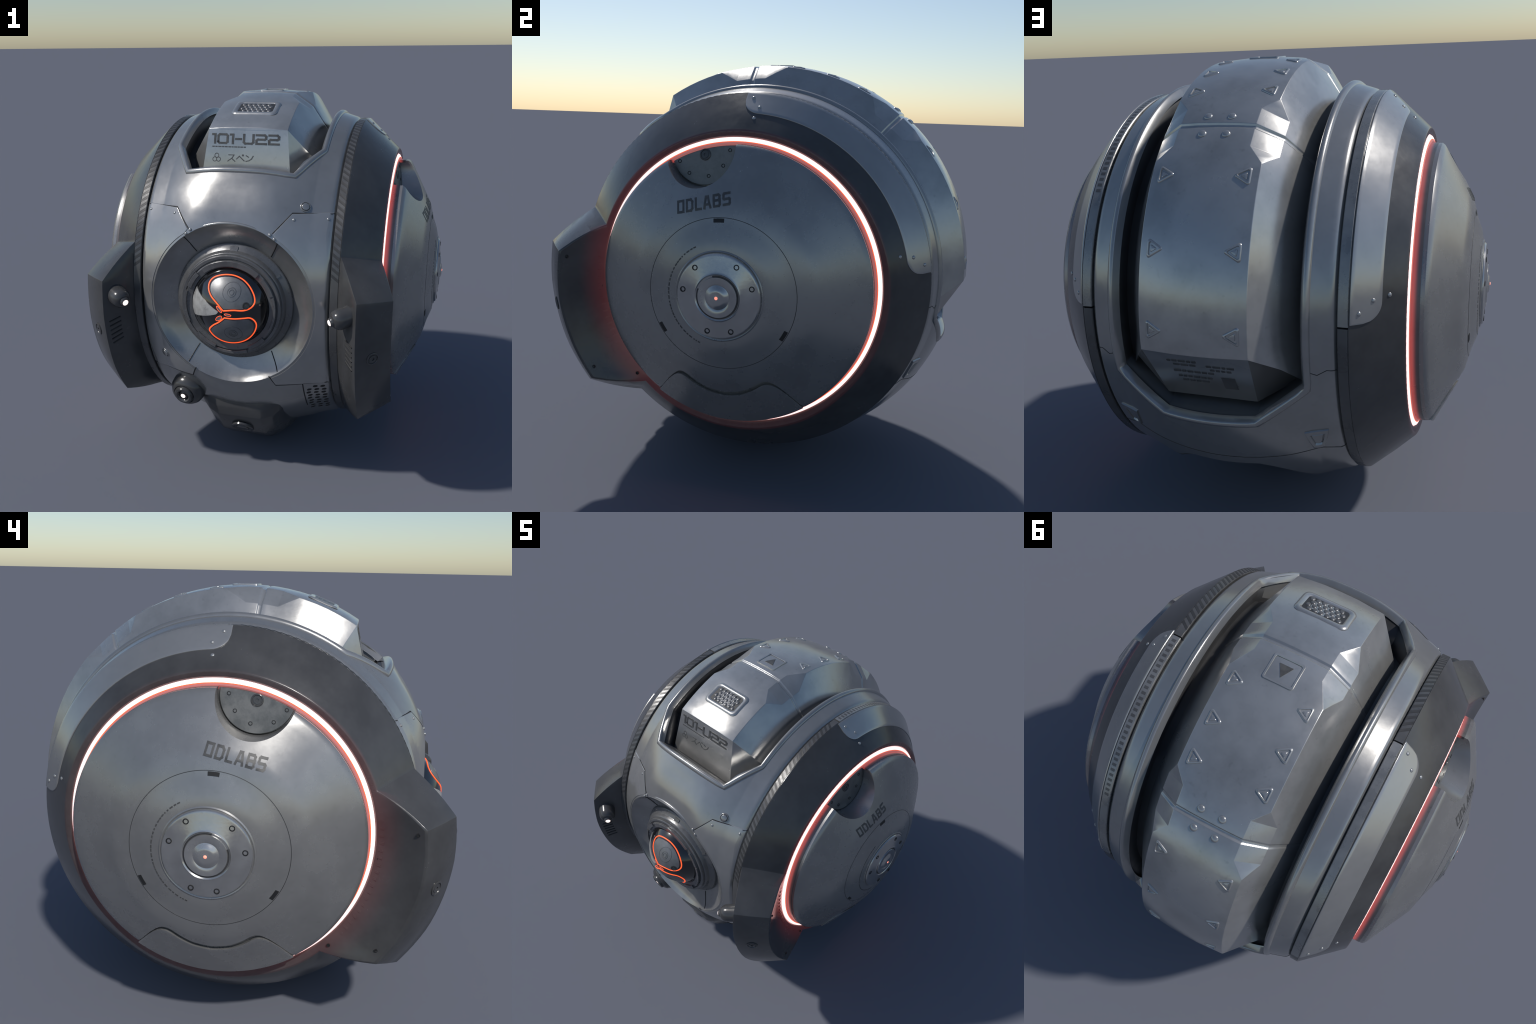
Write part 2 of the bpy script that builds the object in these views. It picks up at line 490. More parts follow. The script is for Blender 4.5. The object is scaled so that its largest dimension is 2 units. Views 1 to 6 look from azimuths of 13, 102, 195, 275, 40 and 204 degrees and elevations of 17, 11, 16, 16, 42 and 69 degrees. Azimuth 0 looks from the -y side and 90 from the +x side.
# tail hatches
for s in (1, -1):
    hp = [(s * .352, -24.2), (s * .394, -24.3), (s * .436, -24.4), (s * .424, -28.2), (s * .409, -31.2), (s * .390, -31.6), (s * .370, -31.2), (s * .361, -28.0)]
    cx, cd = s * .394, -27.6
    def hring(f, h): return [body_pt(lerp(cx, x, f), lerp(cd, d, f), h) for x, d in hp]
    V, F = loft([hring(1.06, -.004), hring(1.0, .006), hring(.86, .008), hring(.66, .007), hring(.58, .000), hring(.50, .000), hring(.46, .003), hring(.02, .003)])
    link("tail_hatch", mesh(V, F), "body", angle=35)

# cheek vent: grid of dark ovals laid on the shell in place of openings, on the +x side, below the panel
vent_ovals = []
for row in range(9):
    for c in range(3):
        if row == 0 and c == 0: continue
        z = -0.437 - 0.024 * row
        X = 0.372 + 0.036 * c + 0.005 * (row % 2)
        P = front_pt(X, z); nn = body_normal(P) or Vector((0, -1, 0))
        t = Vector((1, 0, 0)); t = (t - nn * t.dot(nn)).normalized(); u = nn.cross(t)
        a = [P + nn * .0012 + t * .0125 * cos(2 * pi * k / 12) + u * .0080 * sin(2 * pi * k / 12) for k in range(12)]
        b = [p - nn * .004 for p in a]
        vent_ovals.append(loft([a, b]))
vh = link("vent_dark_oval", joined(vent_ovals), "gap", angle=60); vh["kind"] = "stuff"

# ------------------------------------------------------------------ saddle housing
SEAMS = [(95.7, 105.5, 100.7, 91.7, 85.7), (50.5, 59.7, 56.0, 45.1, 41.1)]
def housing_w(d):
    for c, a, b, e, f in SEAMS:
        if f < d < a:
            k = table(d, [(f, 0), (e, 1), (b, 1), (a, 0)])
            return lerp(.205, .149, k), lerp(.207, .244, k)
    return .205, .207
def housing_ring(d):
    w1, w2 = housing_w(d)
    side = lambda X: .972 - (X - .205) / .65
    r1 = .972 if w1 > .2 else .9755
    g = 0.0
    for c, *_ in SEAMS:
        if abs(d - c) < .40: g = -.008
    pr = [(0.0, .9845 + g), (.08, .983 + g), (w1, lerp(.972, .978, (.205 - w1) / .056) + g), (w2, side(w2) + g), (.30, side(.30) + g), (.345, side(.345)), (.36, .715)]
    R = [pol(X, r, d) for X, r in pr]
    L = [pol(-X, r, d) for X, r in pr[1:]]
    return L[::-1] + R
hs = set()
for c, a, b, e, f in SEAMS: hs |= {a, b, e, f, c - .75, c - .35, c + .35, c + .75}
for i in range(41):
    d = lerp(122.3, -0.2, i / 40)
    if all(abs(d - h) > 1.2 for h in hs): hs.add(d)
hs |= {122.3, -0.2}
hs = sorted(hs, reverse=True)
rings = [housing_ring(d) for d in hs]
# back end: lower corners tuck forward under the end face
n = len(rings[0]); mid = n // 2
last = rings[-1]
for k in (1, n - 2): last[k] = pol(last[k].x, .80, 349.0)
for k in (0, n - 1): last[k] = pol(last[k].x, .715, 347)
for k in (2, n - 3): last[k] = pol(math.copysign(.288, last[k].x), .865, 354.6)
V, F = loft(rings, False)
def cap(ring_index, bottom, deep):
    o = ring_index * n
    b0 = len(V); V.extend(bottom); V.extend(deep)
    L_, R_ = b0, b0 + 1
    top = [o + k for k in range(4 - 1, n - 3)] if False else [o + k for k in range(n) if abs(V[o + k].x) < .212]
    F.append(tuple(top + [R_, L_]))
    right = [o + k for k in range(n) if V[o + k].x > .203]
    left = [o + k for k in range(n) if V[o + k].x < -.203]
    F.append(tuple(right + [b0 + 3, R_])); F.append(tuple([b0 + 2] + left + [L_]))
    F.append((L_, R_, b0 + 3, b0 + 2))
cap(0, [Vector((-.236, -.574, 1.55)), Vector((.236, -.574, 1.55))], [Vector((-.26, -.50, 1.50)), Vector((.26, -.50, 1.50))])
cap(len(rings) - 1, [pol(-.182, .866, 344.0), pol(.182, .866, 344.0)], [pol(-.22, .715, 343), pol(.22, .715, 343)])
hm = mesh(V, F)
hm = bevel(hm, 0.005, 2, 14)
housing = link("saddle_housing", hm, "housing", angle=28)

HB = 0.9835
rivet_big = smooth(dome_mesh(0.0165, 0.007, 20))
for X, d in [(.047, 53.2), (-.047, 53.2), (.047, 48.1), (-.047, 48.1)]:
    placed("rivet", rivet_big, pol(X, HB - .0005, d), pol(0, 1, d) - pol(0, 0, d), "housing", housing)

# embossed triangles: frame with a raised core
def triangle_mesh(size):
    def tri(s, z, rnd=.22):
        P = []
        for k in range(3):
            a = 2 * pi * k / 3
            for j in range(-2, 3):
                b = a + j * .5
                P.append(Vector((s * (1 - rnd) * cos(a) + s * rnd * cos(b), s * (1 - rnd) * sin(a) + s * rnd * sin(b), z)))
        return P
    prof = [(1.12, -.002), (1.02, .0030), (.93, .0060), (.74, .0060), (.62, -.0012), (.46, -.0012), (.36, .0040), (.10, .0050)]
    return mesh(*loft([tri(size * a, b) for a, b in prof]))
emb = smooth(triangle_mesh(.036), 50)
for d in (83.0, 72.7, 62.9, 37.9, 21.7, 4.6):
    for s in (1, -1):
        X = .155 * s
        nn = (pol(0.10 * s, 1, d) - pol(0, 0, d)).normalized()
        o = placed("triangle_stud", emb, pol(X, .9735 + (.002 if d > 80 else 0), d), nn, "housing", housing)
        # point towards the middle line
        z = nn; x = Vector((-s, 0, 0)); x = (x - z * x.dot(z)).normalized(); y = z.cross(x)
        o.matrix_local = Matrix.Translation(pol(X, .9745, d)) @ Matrix((x, y, z)).transposed().to_4x4()

# top vent: rounded frame with a sunken studded grille, and a warning plate behind it
def round_rect(a, b, rad, z, k=5):
    P = []
    for cx, cy, a0 in [(a - rad, b - rad, 0), (-a + rad, b - rad, 90), (-a + rad, -b + rad, 180), (a - rad, -b + rad, 270)]:
        for j in range(k + 1):
            t = radians(a0 + 90 * j / k); P.append(Vector((cx + rad * cos(t), cy + rad * sin(t), z)))
    return P
def on_housing(d, z=0.0):
    nn = (pol(0, 1, d) - pol(0, 0, d)).normalized()
    x = Vector((1, 0, 0)); y = nn.cross(x)
    return Matrix.Translation(pol(0, HB + z, d)) @ Matrix((x, y, nn)).transposed().to_4x4()
vf = mesh(*loft([round_rect(.122, .074, .03, -.004), round_rect(.118, .070, .028, .002), round_rect(.110, .062, .024, .0045), round_rect(.102, .054, .02, .0045), round_rect(.092, .046, .014, -.002), round_rect(.0915, .0455, .013, -.012)], caps=False))
fr = link("vent_frame", vf, "housing", housing, 50); fr.matrix_local = on_housing(111.5)
gr = []
gr.append(([Vector((-.093, -.047, -.0005)), Vector((.093, -.047, -.0005)), Vector((.093, .047, -.0005)), Vector((-.093, .047, -.0005))], [(0, 1, 2, 3)]))
gm = joined(gr)
gp = link("vent_grille", gm, "slot", fr)
studs = []
for i in range(7):
    for j in range(4):
        x = (i - 3) * .027 + (.0135 if j % 2 else 0) - .006; y = (j - 1.5) * .0225
        if abs(x) > .085: continue
        studs.append(loft([[Vector((x + r * cos(2 * pi * k / 8), y + r * 1.05 * sin(2 * pi * k / 8), z)) for k in range(8)] for r, z in [(.0125, -.001), (.0105, .0022), (.005, .0036)]]))
st = link("grille_stud", joined(studs), "eyering", gp, 60); st["kind"] = "stuff"
wp = mesh(*loft([round_rect(.068, .062, .012, -.004), round_rect(.066, .060, .011, .0025), round_rect(.059, .053, .009, .0025), round_rect(.057, .051, .008, -.0005)], caps=False))
wpl = link("warning_frame", wp, "housing", housing, 50); wpl.matrix_local = on_housing(89.6, .001)
def flat_poly(P, z0, z1):
    a = [Vector((x, y, z0)) for x, y in P]; b = [Vector((x, y, z1)) for x, y in P]
    return loft([a, b])
tr = joined([flat_poly([(-.030, -.026), (.030, -.026), (0, .030)][::1], -.001, .0016)])
t = link("warning_triangle", tr, "mark", wpl, 20)

# ------------------------------------------------------------------ stroke lettering
GL = {
 "O": [[(0, 0), (0, 1), (.62, 1), (.62, 0), (0, 0)]],
 "D": [[(0, 0), (0, 1), (.45, 1), (.62, .8), (.62, .2), (.45, 0), (0, 0)]],
 "L": [[(0, 1), (0, 0), (.5, 0)]],
 "A": [[(0, 0), (.22, 1), (.42, 1), (.64, 0)], [(.1, .3), (.54, .3)]],
 "B": [[(0, 0), (0, 1), (.48, 1), (.6, .88), (.6, .62), (.5, .52), (.62, .42), (.62, .12), (.5, 0), (0, 0)], [(0, .52), (.5, .52)]],
 "S": [[(.62, 1), (.08, 1), (0, .9), (0, .58), (.08, .5), (.54, .5), (.62, .42), (.62, .1), (.54, 0), (0, 0)]],
 "1": [[(0, 1), (.25, 1), (.25, 0)]],
 "0": [[(0, .15), (0, .85), (.15, 1), (.85, 1), (1, .85), (1, .15), (.85, 0), (.15, 0), (0, .15)]],
 "-": [[(0, .5), (.5, .5)]],
 "U": [[(0, 1), (0, .15), (.15, 0), (.85, 0), (1, .15), (1, 1)]],
 "2": [[(0, 1), (.85, 1), (1, .85), (1, .6), (.85, .5), (.15, .5), (0, .38), (0, 0), (1, 0)]],
 "su": [[(.1, .9), (.8, .9), (.55, .45), (0, 0)], [(.5, .4), (.95, 0)]],
 "pe": [[(0, .35), (.35, .75), (1.0, .1)], [(.75, .95), (.88, .95), (.88, .82), (.75, .82), (.75, .95)]],
 "n": [[(.05, .85), (.35, .65)], [(.05, .05), (.45, .15), (.75, .4), (.95, .8)]],
}
def strokes(keys, gap, weight, place, thick=.0012, widths=None):
    """Lay glyph strokes out in a row; place(u, v, h) maps text space to the surface."""
    parts = []; u = 0
    for key in keys:
        g = GL[key]
        w = max(p[0] for l in g for p in l)
        for l in g:
            for (a, b), (c, d) in zip(l, l[1:]):
                L = hypot(c - a, d - b)
                if L < 1e-6: continue
                dx, dy = (c - a) / L, (d - b) / L
                e = weight / 2
                A = (a - dx * e, b - dy * e); B = (c + dx * e, d + dy * e)
                nx, ny = -dy * e, dx * e
                k = max(1, int(L / .12))
                secs = []
                for i in range(k + 1):
                    mx, my = lerp(A[0], B[0], i / k), lerp(A[1], B[1], i / k)
                    secs.append((mx, my))
                h = thick * (1 + .05 * (len(parts) % 7))
                parts.append(loft([[place(u + mx + nx, my + ny, h), place(u + mx, my, h), place(u + mx - nx, my - ny, h),
                                    place(u + mx - nx, my - ny, -.002), place(u + mx + nx, my + ny, -.002)] for mx, my in secs]))
        u += w + gap
    return joined(parts), u - gap

# front face of the housing: plane through its top and bottom edges
FT = Vector((0, -.5095, 1.8225)); FB = Vector((0, -.572, 1.55))
fv = (FT - FB).normalized(); fn = Vector((1, 0, 0)).cross(fv).normalized()
if fn.y > 0: fn = -fn
def face_pt(x, z, h):
    t = (z - FB.z) / fv.z
    return Vector((x, FB.y, FB.z)) + Vector((0, fv.y, fv.z)) * t + fn * h
def row_on_face(keys, gap, weight, x0, z0, width, height, name):
    _, W = strokes(keys, gap, weight, lambda u, v, h: Vector((u, v, h)))
    me, _ = strokes(keys, gap, weight, lambda u, v, h: face_pt(x0 + u * width / W, z0 + v * height, h))
    return link(name, me, "mark", housing, 10)
row_on_face(["1", "0", "1", "-", "U", "2", "2"], .34, .24, -.183, 1.752, .345, .042, "serial_number")
row_on_face(["su", "pe", "n"], .22, .13, -.098, 1.664, .132, .034, "side_script")
parts = []
x = -.185
for k in range(11):
    w = random.uniform(.010, .022)
    parts.append(loft([[face_pt(a, b, h) for a, b in [(x, 1.731), (x + w, 1.731), (x + w, 1.737), (x, 1.737)]] for h in (-.002, .001)])); x += w + .003
link("small_print", joined(parts), "mark", housing, 10)
parts = []
for ang in (90, 210, 330):
    cx, cz = -.158 + .0115 * cos(radians(ang)), 1.678 + .0125 * sin(radians(ang))
    ring = [(cx + .0125 * cos(2 * pi * k / 20), cz + .0125 * sin(2 * pi * k / 20)) for k in range(20)]
    inn = [(cx + .0085 * cos(2 * pi * k / 20), cz + .0085 * sin(2 * pi * k / 20)) for k in range(20)]
    h = .001 + .0001 * ang / 90
    parts.append(loft([[face_pt(*p, h) for p in ring], [face_pt(*p, h) for p in inn], [face_pt(*p, -.002) for p in inn], [face_pt(*p, -.002) for p in ring]], True, True))
link("hazard_symbol", joined(parts), "mark", housing, 30)
# worn data plate on the rear face: rows of dashes and a plain dark square
A0, B0 = pol(0, .972, -0.2), pol(0, .866, 344.0)
rv = (A0 - B0).normalized(); rn = Vector((1, 0, 0)).cross(rv).normalized()
if rn.y < 0: rn = -rn
def rear_pt(x, t, h): return Vector((x, B0.y, B0.z)) + Vector((0, rv.y, rv.z)) * t + rn * h
RL = (A0 - B0).length
parts = []
def rear_box(x0, x1, t0, t1, h=.001):
    parts.append(loft([[rear_pt(a, b * RL, k) for a, b in [(x0, t0), (x1, t0), (x1, t1), (x0, t1)]] for k in (-.002, h)]))
for row, (t0, a, b) in enumerate([(.80, .12, .02), (.72, .10, .01), (.73, -.03, -.11), (.65, -.04, -.12), (.57, .11, -.03), (.45, .10, -.02), (.36, .09, -.01)]):
    x = a
    while x > b:
        w = random.uniform(.012, .03); rear_box(x - w, x, t0, t0 + .035); x -= w + .006
rear_box(-.125, -.072, .26, .52)
link("data_plate", joined(parts), "mark", housing, 10)

# ------------------------------------------------------------------ side rings with front pods
def wing_k(d): return table(d % 360, [(161, 0), (173.6, 1), (216.6, 1), (229.5, 0)])
def ring_profile(d):
    d %= 360
    k = wing_k(d)
    rb = table(d, [(174, .967), (185, .974), (204, .973), (216, .962)])
    rc = table(d, [(174, .840), (190, .850), (205, .848), (216, .843)])
    L = lambda a, b: (lerp(a[0], b[0], k), lerp(a[1], b[1], k))
    f = table(d, [(226, 0), (240, .45), (298, .45), (318, 0)])      # the lower part of the ring is fuller
    return [(.515, .60), (.515, .800), (.5265, .8335), L((.528, .8330), (.566, .886)), L((.5295, .8320), (.632, rb)), L((.616 + .014 * f, .752 + .006 * f), (.706, (rb + rc) / 2 + .004)), L((.699 + .008 * f, .676 + .014 * f), (.784, rc)),
            L((.7035 + .007 * f, .671 + .008 * f), (.783, rc - .012)), L((.7045, .666), (.754, .782)), L((.7040, .660), (.722, .708)), (.703, .648), (.692, .637), (.690, .60)]
ds = sorted(set([i * 2.5 for i in range(144)] + [161, 173.6, 216.6, 229.5]))
ds = [d for d in ds if d in (161, 173.6, 216.6, 229.5) or all(abs(d - k) > .8 for k in (161, 173.6, 216.6, 229.5))]
rings = [[pol(X, r, d) for X, r in ring_profile(d)] for d in ds]
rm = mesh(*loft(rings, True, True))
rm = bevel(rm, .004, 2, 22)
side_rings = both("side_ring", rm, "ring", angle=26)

# ribbed band between the body and each side ring
bm_ = revolve_x([(.487, .80), (.487, .830), (.490, .8335), (.524, .8335), (.527, .830), (.527, .80)], 192, 90.5, 365.5)
bands = both("ring_band", bm_, "band", side_rings, 40)
bm2 = revolve_x([(.487, .80), (.487, .8315), (.490, .8350), (.524, .8350), (.527, .8315), (.527, .80)], 96, 6, 90)
both("band_cover", bm2, "bandlight", side_rings, 40)
ribs = []
d = 93.0
while d < 168:
    a = .489; b = .5255; sl = 1.9
    ribs.append(loft([[pol(x, r, d + s + o) for x, s in ((a, 0), (b, sl))] [::1] + [pol(x, r, d + s + o) for x, s in ((b, sl), (a, 0))][::1] if False else
                      [pol(a, r, d + o), pol(b, r, d + sl + o), pol(b, r, d + sl + o + w), pol(a, r, d + o + w)] for r, o, w in ((.832, 0, 1.2), (.8344, .06, 1.08))]))
    d += 2.3
rb = joined(ribs)
o1, o2 = both("band_rib", rb, "slot", side_rings, 20)
o1["kind"] = "stuff"; o2["kind"] = "stuff"
ribs = []
d = 88.0
while d > 36:
    ribs.append(loft([[pol(.497, r, d), pol(.516, r, d), pol(.516, r, d + .85), pol(.497, r, d + .85)] for r in (.834, .8356)]))
    d -= 1.75
link("band_dash", joined(ribs), "band", side_rings[0], 20)["kind"] = "stuff"

# light cover plates on the rear upper part of each ring
def cover_pt(s, d, off):
    X, r = lerp(.5295, .625, s), lerp(.832, .7425, s)
    return pol(X + off * .685, r + off * .728, d)
T0, T1 = 6.5, 91.5
K = 96; rings = []
for i in range(K + 1):
    u = i / K
    # denser sampling near the rounded ends
    d = T0 + (T1 - T0) * (u if False else (0.5 - 0.5 * cos(pi * u)) * .5 + u * .5)
    e = min(d - T0, T1 - d) * radians(1) * .78     # distance from the nearest end in metres
    R_ = .075
    smax = 1.0 if e > R_ else max(.30, 1 - (R_ - sqrt(max(0, R_ * R_ - (R_ - e) ** 2))) / .125)
    row = [cover_pt(lerp(0, smax, k / 8), d, .0045) for k in range(9)]
    low = [cover_pt(lerp(0, smax + .02, k / 8), d, -.004) for k in range(9)]
    rings.append(row + low[::-1])
cm = bevel(mesh(*loft(rings)), .0035, 2, 50)
covers = both("ring_cover", cm, "panel", side_rings, 35)
for s, par in ((1, covers[0]), (-1, covers[1])):
    for sv, d in [(.28, 9.2), (.72, 12.4), (.28, 89.2), (.72, 86.2), (1.25, 13.8), (1.22, 86.8)]:
        P = cover_pt(sv, d, .0045 if sv < 1 else .001); nn = cover_pt(sv, d, 1) - cover_pt(sv, d, 0)
        P.x *= s; nn.x *= s
        placed("rivet", rivet_small, P, nn, "panel", par, 1.15)

# glowing strip, painted glow fade and toothed inner edge
st_ = both("light_strip", revolve_x([(.6955, .6415), (.7020, .6385), (.7085, .6245), (.69, .60)], 256), "white", side_rings, 60)
both("light_edge", revolve_x([(.7085, .6245), (.7095, .6210), (.69, .60)], 256), "orange", side_rings, 60)
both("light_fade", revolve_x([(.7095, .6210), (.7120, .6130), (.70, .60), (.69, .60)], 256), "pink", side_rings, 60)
teeth = []
for i in range(132):
    d = 360 * i / 132
    rr = (.652, .666) if wing_k(d) < .5 else (.652, .676)
    sx = lambda r, h: lerp(.703, .7045, (r - .648) / .018) + h + (max(0, r - .655) * .42 * wing_k(d))
    teeth.append(loft([[pol(sx(rr[0], h), rr[0], d - w), pol(sx(rr[1], h), rr[1], d - w), pol(sx(rr[1], h), rr[1], d + w), pol(sx(rr[0], h), rr[0], d + w)] for h, w in ((-.004, .46), (.0004, .40))]))
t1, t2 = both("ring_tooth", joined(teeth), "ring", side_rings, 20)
t1["kind"] = "stuff"; t2["kind"] = "stuff"

# pod fittings: side lamps, round ports, little bolts, dark bars laid on in place of cooling slots
def lathe(profile, seg=28):
    return mesh(*loft([[Vector((r * cos(2 * pi * k / seg), r * sin(2 * pi * k / seg), z)) for k in range(seg)] for r, z in profile]))
lampbody = smooth(lathe([(.050, -.06), (.050, -.004), (.049, .010), (.044, .026), (.034, .038), (.028, .041), (.0245, .041), (.0235, .045), (.020, .053), (.0165, .056), (.015, .054)]), 40)
lamptip = smooth(lathe([(.0145, .050), (.0145, .0555), (.011, .0595), (.006, .0610), (.001, .0615)]), 60)
port = smooth(lathe([(.033, -.006), (.033, .0005), (.029, .003), (.026, .003), (.024, -.001), (.020, -.001), (.0195, .0015), (.008, .0015), (.0075, -.002), (.001, -.002)]), 40)
bolt = smooth(lathe([(.010, -.003), (.010, .001), (.007, .0015), (.006, -.002), (.001, -.002)], 14), 40)
for s, par in ((1, side_rings[0]), (-1, side_rings[1])):
    ax = Vector((-.80 * s, -.55, -.22)).normalized()
    base = Vector((.5555 * s, -.921, 1.018))
    lo = placed("side_lamp", lampbody, base, ax, "dark", par)
    tip = placed("lamp_bulb", lamptip, (0, 0, 0), (0, 0, 1), "lamp", lo)
    nn = Vector((.62 * s, cos(radians(191.2)) * .78, sin(radians(191.2)) * .78))
    P = pol(.708 * s, .9165, 191.2)
    placed("port", port, P, nn, "dark", par)
    for X, r, d in [(.772, .805, 175.2), (.772, .808, 213.8), (.716, .672, 225), (.706, .665, 186)]:
        placed("bolt", bolt, pol(X * s, r, d), (s, 0, 0), "gap", par, .8)
    sl = []
    for i in range(6):
        d = 186 + 1.55 * i
        A_ = pol(.566 * s, .886, d); B_ = pol(.629 * s, .970, d + 1.0)
        a, b = A_.lerp(B_, .2), A_.lerp(B_, .8)
        up = Vector((-.75 * s, cos(radians(d)) * .6, sin(radians(d)) * .6))
        sl.append(tube([a, a.lerp(b, .5), b], .0042, 6, up=lambda p: up))
    so_ = link("cooling_dark_bar", joined(sl), "gap", par, 60); so_["kind"] = "stuff"

# ------------------------------------------------------------------ side discs
CONE = [(.0, .9500), (.18, .9450), (.235, .9340), (.285, .9150), (.322, .9045), (.378, .8905), (.590, .7795), (.604, .7705), (.612, .760)]
def cone_x(r): return table(r, CONE)
def cone_n(P):
    r = hypot(P.y - CY, P.z - CZ)
    if abs(abs(P.x) - cone_x(r)) > .003 or r > .592 or r < .02: return None
    e = .008
    k = (cone_x(r + e) - cone_x(r - e)) / (2 * e)
    s = 1 if P.x > 0 else -1
    return Vector((s, -k * (P.y - CY) / r, -k * (P.z - CZ) / r)).normalized()
prof = [(.66, .10), (.66, .612), (.700, .612), (.745, .612)] + [(x, r) for r, x in reversed(CONE) if r > 0.01]
extra = []
for (x0, r0), (x1, r1) in zip(prof[3:], prof[4:]):
    k = max(1, int(abs(r1 - r0) / .03))
    extra += [(lerp(x0, x1, i / k), lerp(r0, r1, i / k)) for i in range(k)]
prof = prof[:3] + extra + [prof[-1], (.944, .10)]
disc = revolve_x(prof, 192)
def cyl_x(cy, cz, R, x0, x1, n=72):
    return mesh(*loft([[Vector((x, cy + R * cos(2 * pi * k / n), cz + R * sin(2 * pi * k / n))) for k in range(n)] for x in (x0, x1)]))
pk = (CY - .1555, CZ + .585, .1585)
pocket_cut = cyl_x(pk[0], pk[1], pk[2], .706, 1.2)
def pad_rin(d):
    P = [(236.4, .640), (238.0, .52), (239.6, .462), (241.5, .437), (244, .426), (247, .426), (252, .438), (260, .455), (270, .462), (280, .455), (288, .438), (293, .426), (296, .426), (298.8, .437), (301, .462), (302.6, .52), (304.2, .640)]
    return table(d, P)
def pad_surface(r): return cone_x(min(r, .60)) - table(r, [(.42, .034), (.47, .044), (.53, .030), (.60, .010), (.7, .010)])
def pad_grid(top, shrink=0.0, deep=None, rout=.66):
    rows = []
    K = 60
    for i in range(K + 1):
        d = lerp(236.6 + shrink * 60, 304.0 - shrink * 60, i / K)
        ri = min(pad_rin(d) + shrink, rout - .004)
        rr = [lerp(ri, rout, k / 10) for k in range(11)]
        rows.append([top(r, d) for r in rr] + [deep(r, d) for r in rr[::-1]])
    return mesh(*loft(rows))
pad_cut = pad_grid(lambda r, d: pol(1.2, r, d), -.013, lambda r, d: pol(cone_x(min(r, .605)) - .014, r, d))
disc = boolean(disc, [pocket_cut, pad_cut])
discs = both("side_disc", disc, "disc", side_rings, 30)
for o in discs: polish(o, cone_n, 9)
padm = pad_grid(lambda r, d: pol(cone_x(min(r, .605)) + .0060, r, d), .005, lambda r, d: pol(cone_x(min(r, .605)) - .014, r, d), .611)
padm = bevel(padm, .010, 3, 40)
both("disc_pad", padm, "disc", discs, 30)
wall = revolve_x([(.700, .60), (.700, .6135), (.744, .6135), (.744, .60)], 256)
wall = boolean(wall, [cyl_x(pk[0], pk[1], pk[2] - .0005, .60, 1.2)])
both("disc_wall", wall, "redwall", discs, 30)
# pocket floor plate with screws and a central port
fl = cyl_x(pk[0], pk[1], pk[2] - .006, .660, .711)
def floor_x(P): return .7115 + (.606 - ((P.y - CY) * cos(radians(105)) + (P.z - CZ) * sin(radians(105)))) * .19
for v in fl.vertices:
    if v.co.x > .70: v.co.x = floor_x(v.co)
lim = revolve_x([(.60, .05), (.60, .606), (.80, .606), (.80, .05)], 128)
fl = bevel(boolean(fl, [lim], "INTERSECT"), .002, 1, 40)
pps = both("pocket_plate", fl, "plate", discs, 30)
for s, par in ((1, pps[0]), (-1, pps[1])):
    for y, z in [(-.269, .528), (-.220, .480), (-.129, .472), (-.066, .519), (-.040, .585)]:
        placed("bolt", bolt, Vector((s * (floor_x(Vector((0, CY + y, CZ + z))) + .0005), CY + y, CZ + z)), (s, .19 * cos(radians(105)), .19 * sin(radians(105))), "gap", par, .85)
    pm = placed("port", port, Vector((s * (floor_x(Vector((0, CY - .152, CZ + .562))) + .002), CY - .152, CZ + .562)), (s, .19 * cos(radians(105)), .19 * sin(radians(105))), "dark", par, .78)
# hub: stepped plate, screws, C-shaped groove, glowing centre
hubp = revolve_x([(.92, .01), (.92, .180), (.9500, .180), (.9550, .1765), (.9575, .170), (.9615, .106), (.9655, .098), (.9615, .093), (.9615, .086), (.9670, .084), (.9685, .062), (.9640, .052), (.9665, .046), (.9735, .036), (.9765, .024), (.9755, .014), (.9770, .008), (.9770, .003)], 96)
hubs = both("hub", hubp, "hub", discs, 30)
rim = revolve_x([(.925, .178), (.925, .1935), (.9445, .192), (.9475, .187), (.945, .1815), (.932, .1805)], 96)
both("hub_collar", rim, "disc", discs, 40)
for s, par in ((1, hubs[0]), (-1, hubs[1])):
    for y, z in [(.146, .048), (-.154, .021), (.078, .131), (-.101, .117), (-.043, -.151), (.062, -.143)]:
        k = .153 / hypot(y, z)
        placed("bolt", bolt, Vector((.9592 * s, CY + y * k, CZ + z * k)), (s, 0, 0), "gap", par, 1.2)
ember = revolve_x([(.970, .0005), (.970, .0078), (.9775, .0070), (.9795, .004), (.980, .0005)], 24)
both("hub_light", ember, "ember", hubs, 60)
groove = revolve_x([(.960, .0865), (.960, .0915), (.9625, .0915), (.9625, .0865)], 60, -200, 105)
both("hub_groove", groove, "slot", hubs, 30)
# circular join and three dark patches in place of slots on the disc face, with a ring of fine print
both("disc_join", revolve_x([(cone_x(.3235) - .002, .3235), (cone_x(.3235) + .0008, .3225), (cone_x(.3205) + .0008, .3205), (cone_x(.3195) - .002, .3195)], 128), "slot", discs, 40)
sl = []
for c in (93.4, 212.9, 331.3):
    r0, r1 = .302, .318
    for part in [(c - 4.2, c + 4.2)]:
        R_ = [[pol(cone_x(r) + .0012, r, lerp(part[0], part[1], i / 6)) for r in (r0, r1)] + [pol(cone_x(r) - .003, r, lerp(part[0], part[1], i / 6)) for r in (r1, r0)] for i in range(7)]
        sl.append(loft(R_))
both("disc_dark_patch", joined(sl), "gap", discs, 20)
fp_ = []
d = 118.0
while d < 250:
    w = random.uniform(1.2, 4.2)
    r0, r1 = .2215, .2215 + .0055
    fp_.append(loft([[pol(cone_x(r) + .0008, r, a) for r in (r0, r1)] + [pol(cone_x(r) - .002, r, a) for r in (r1, r0)] for a in (d, d + w)]))
    d += w + random.uniform(.7, 2.2)
me_ = joined(fp_)
link("fine_print", me_, "mark", discs[0], 20)
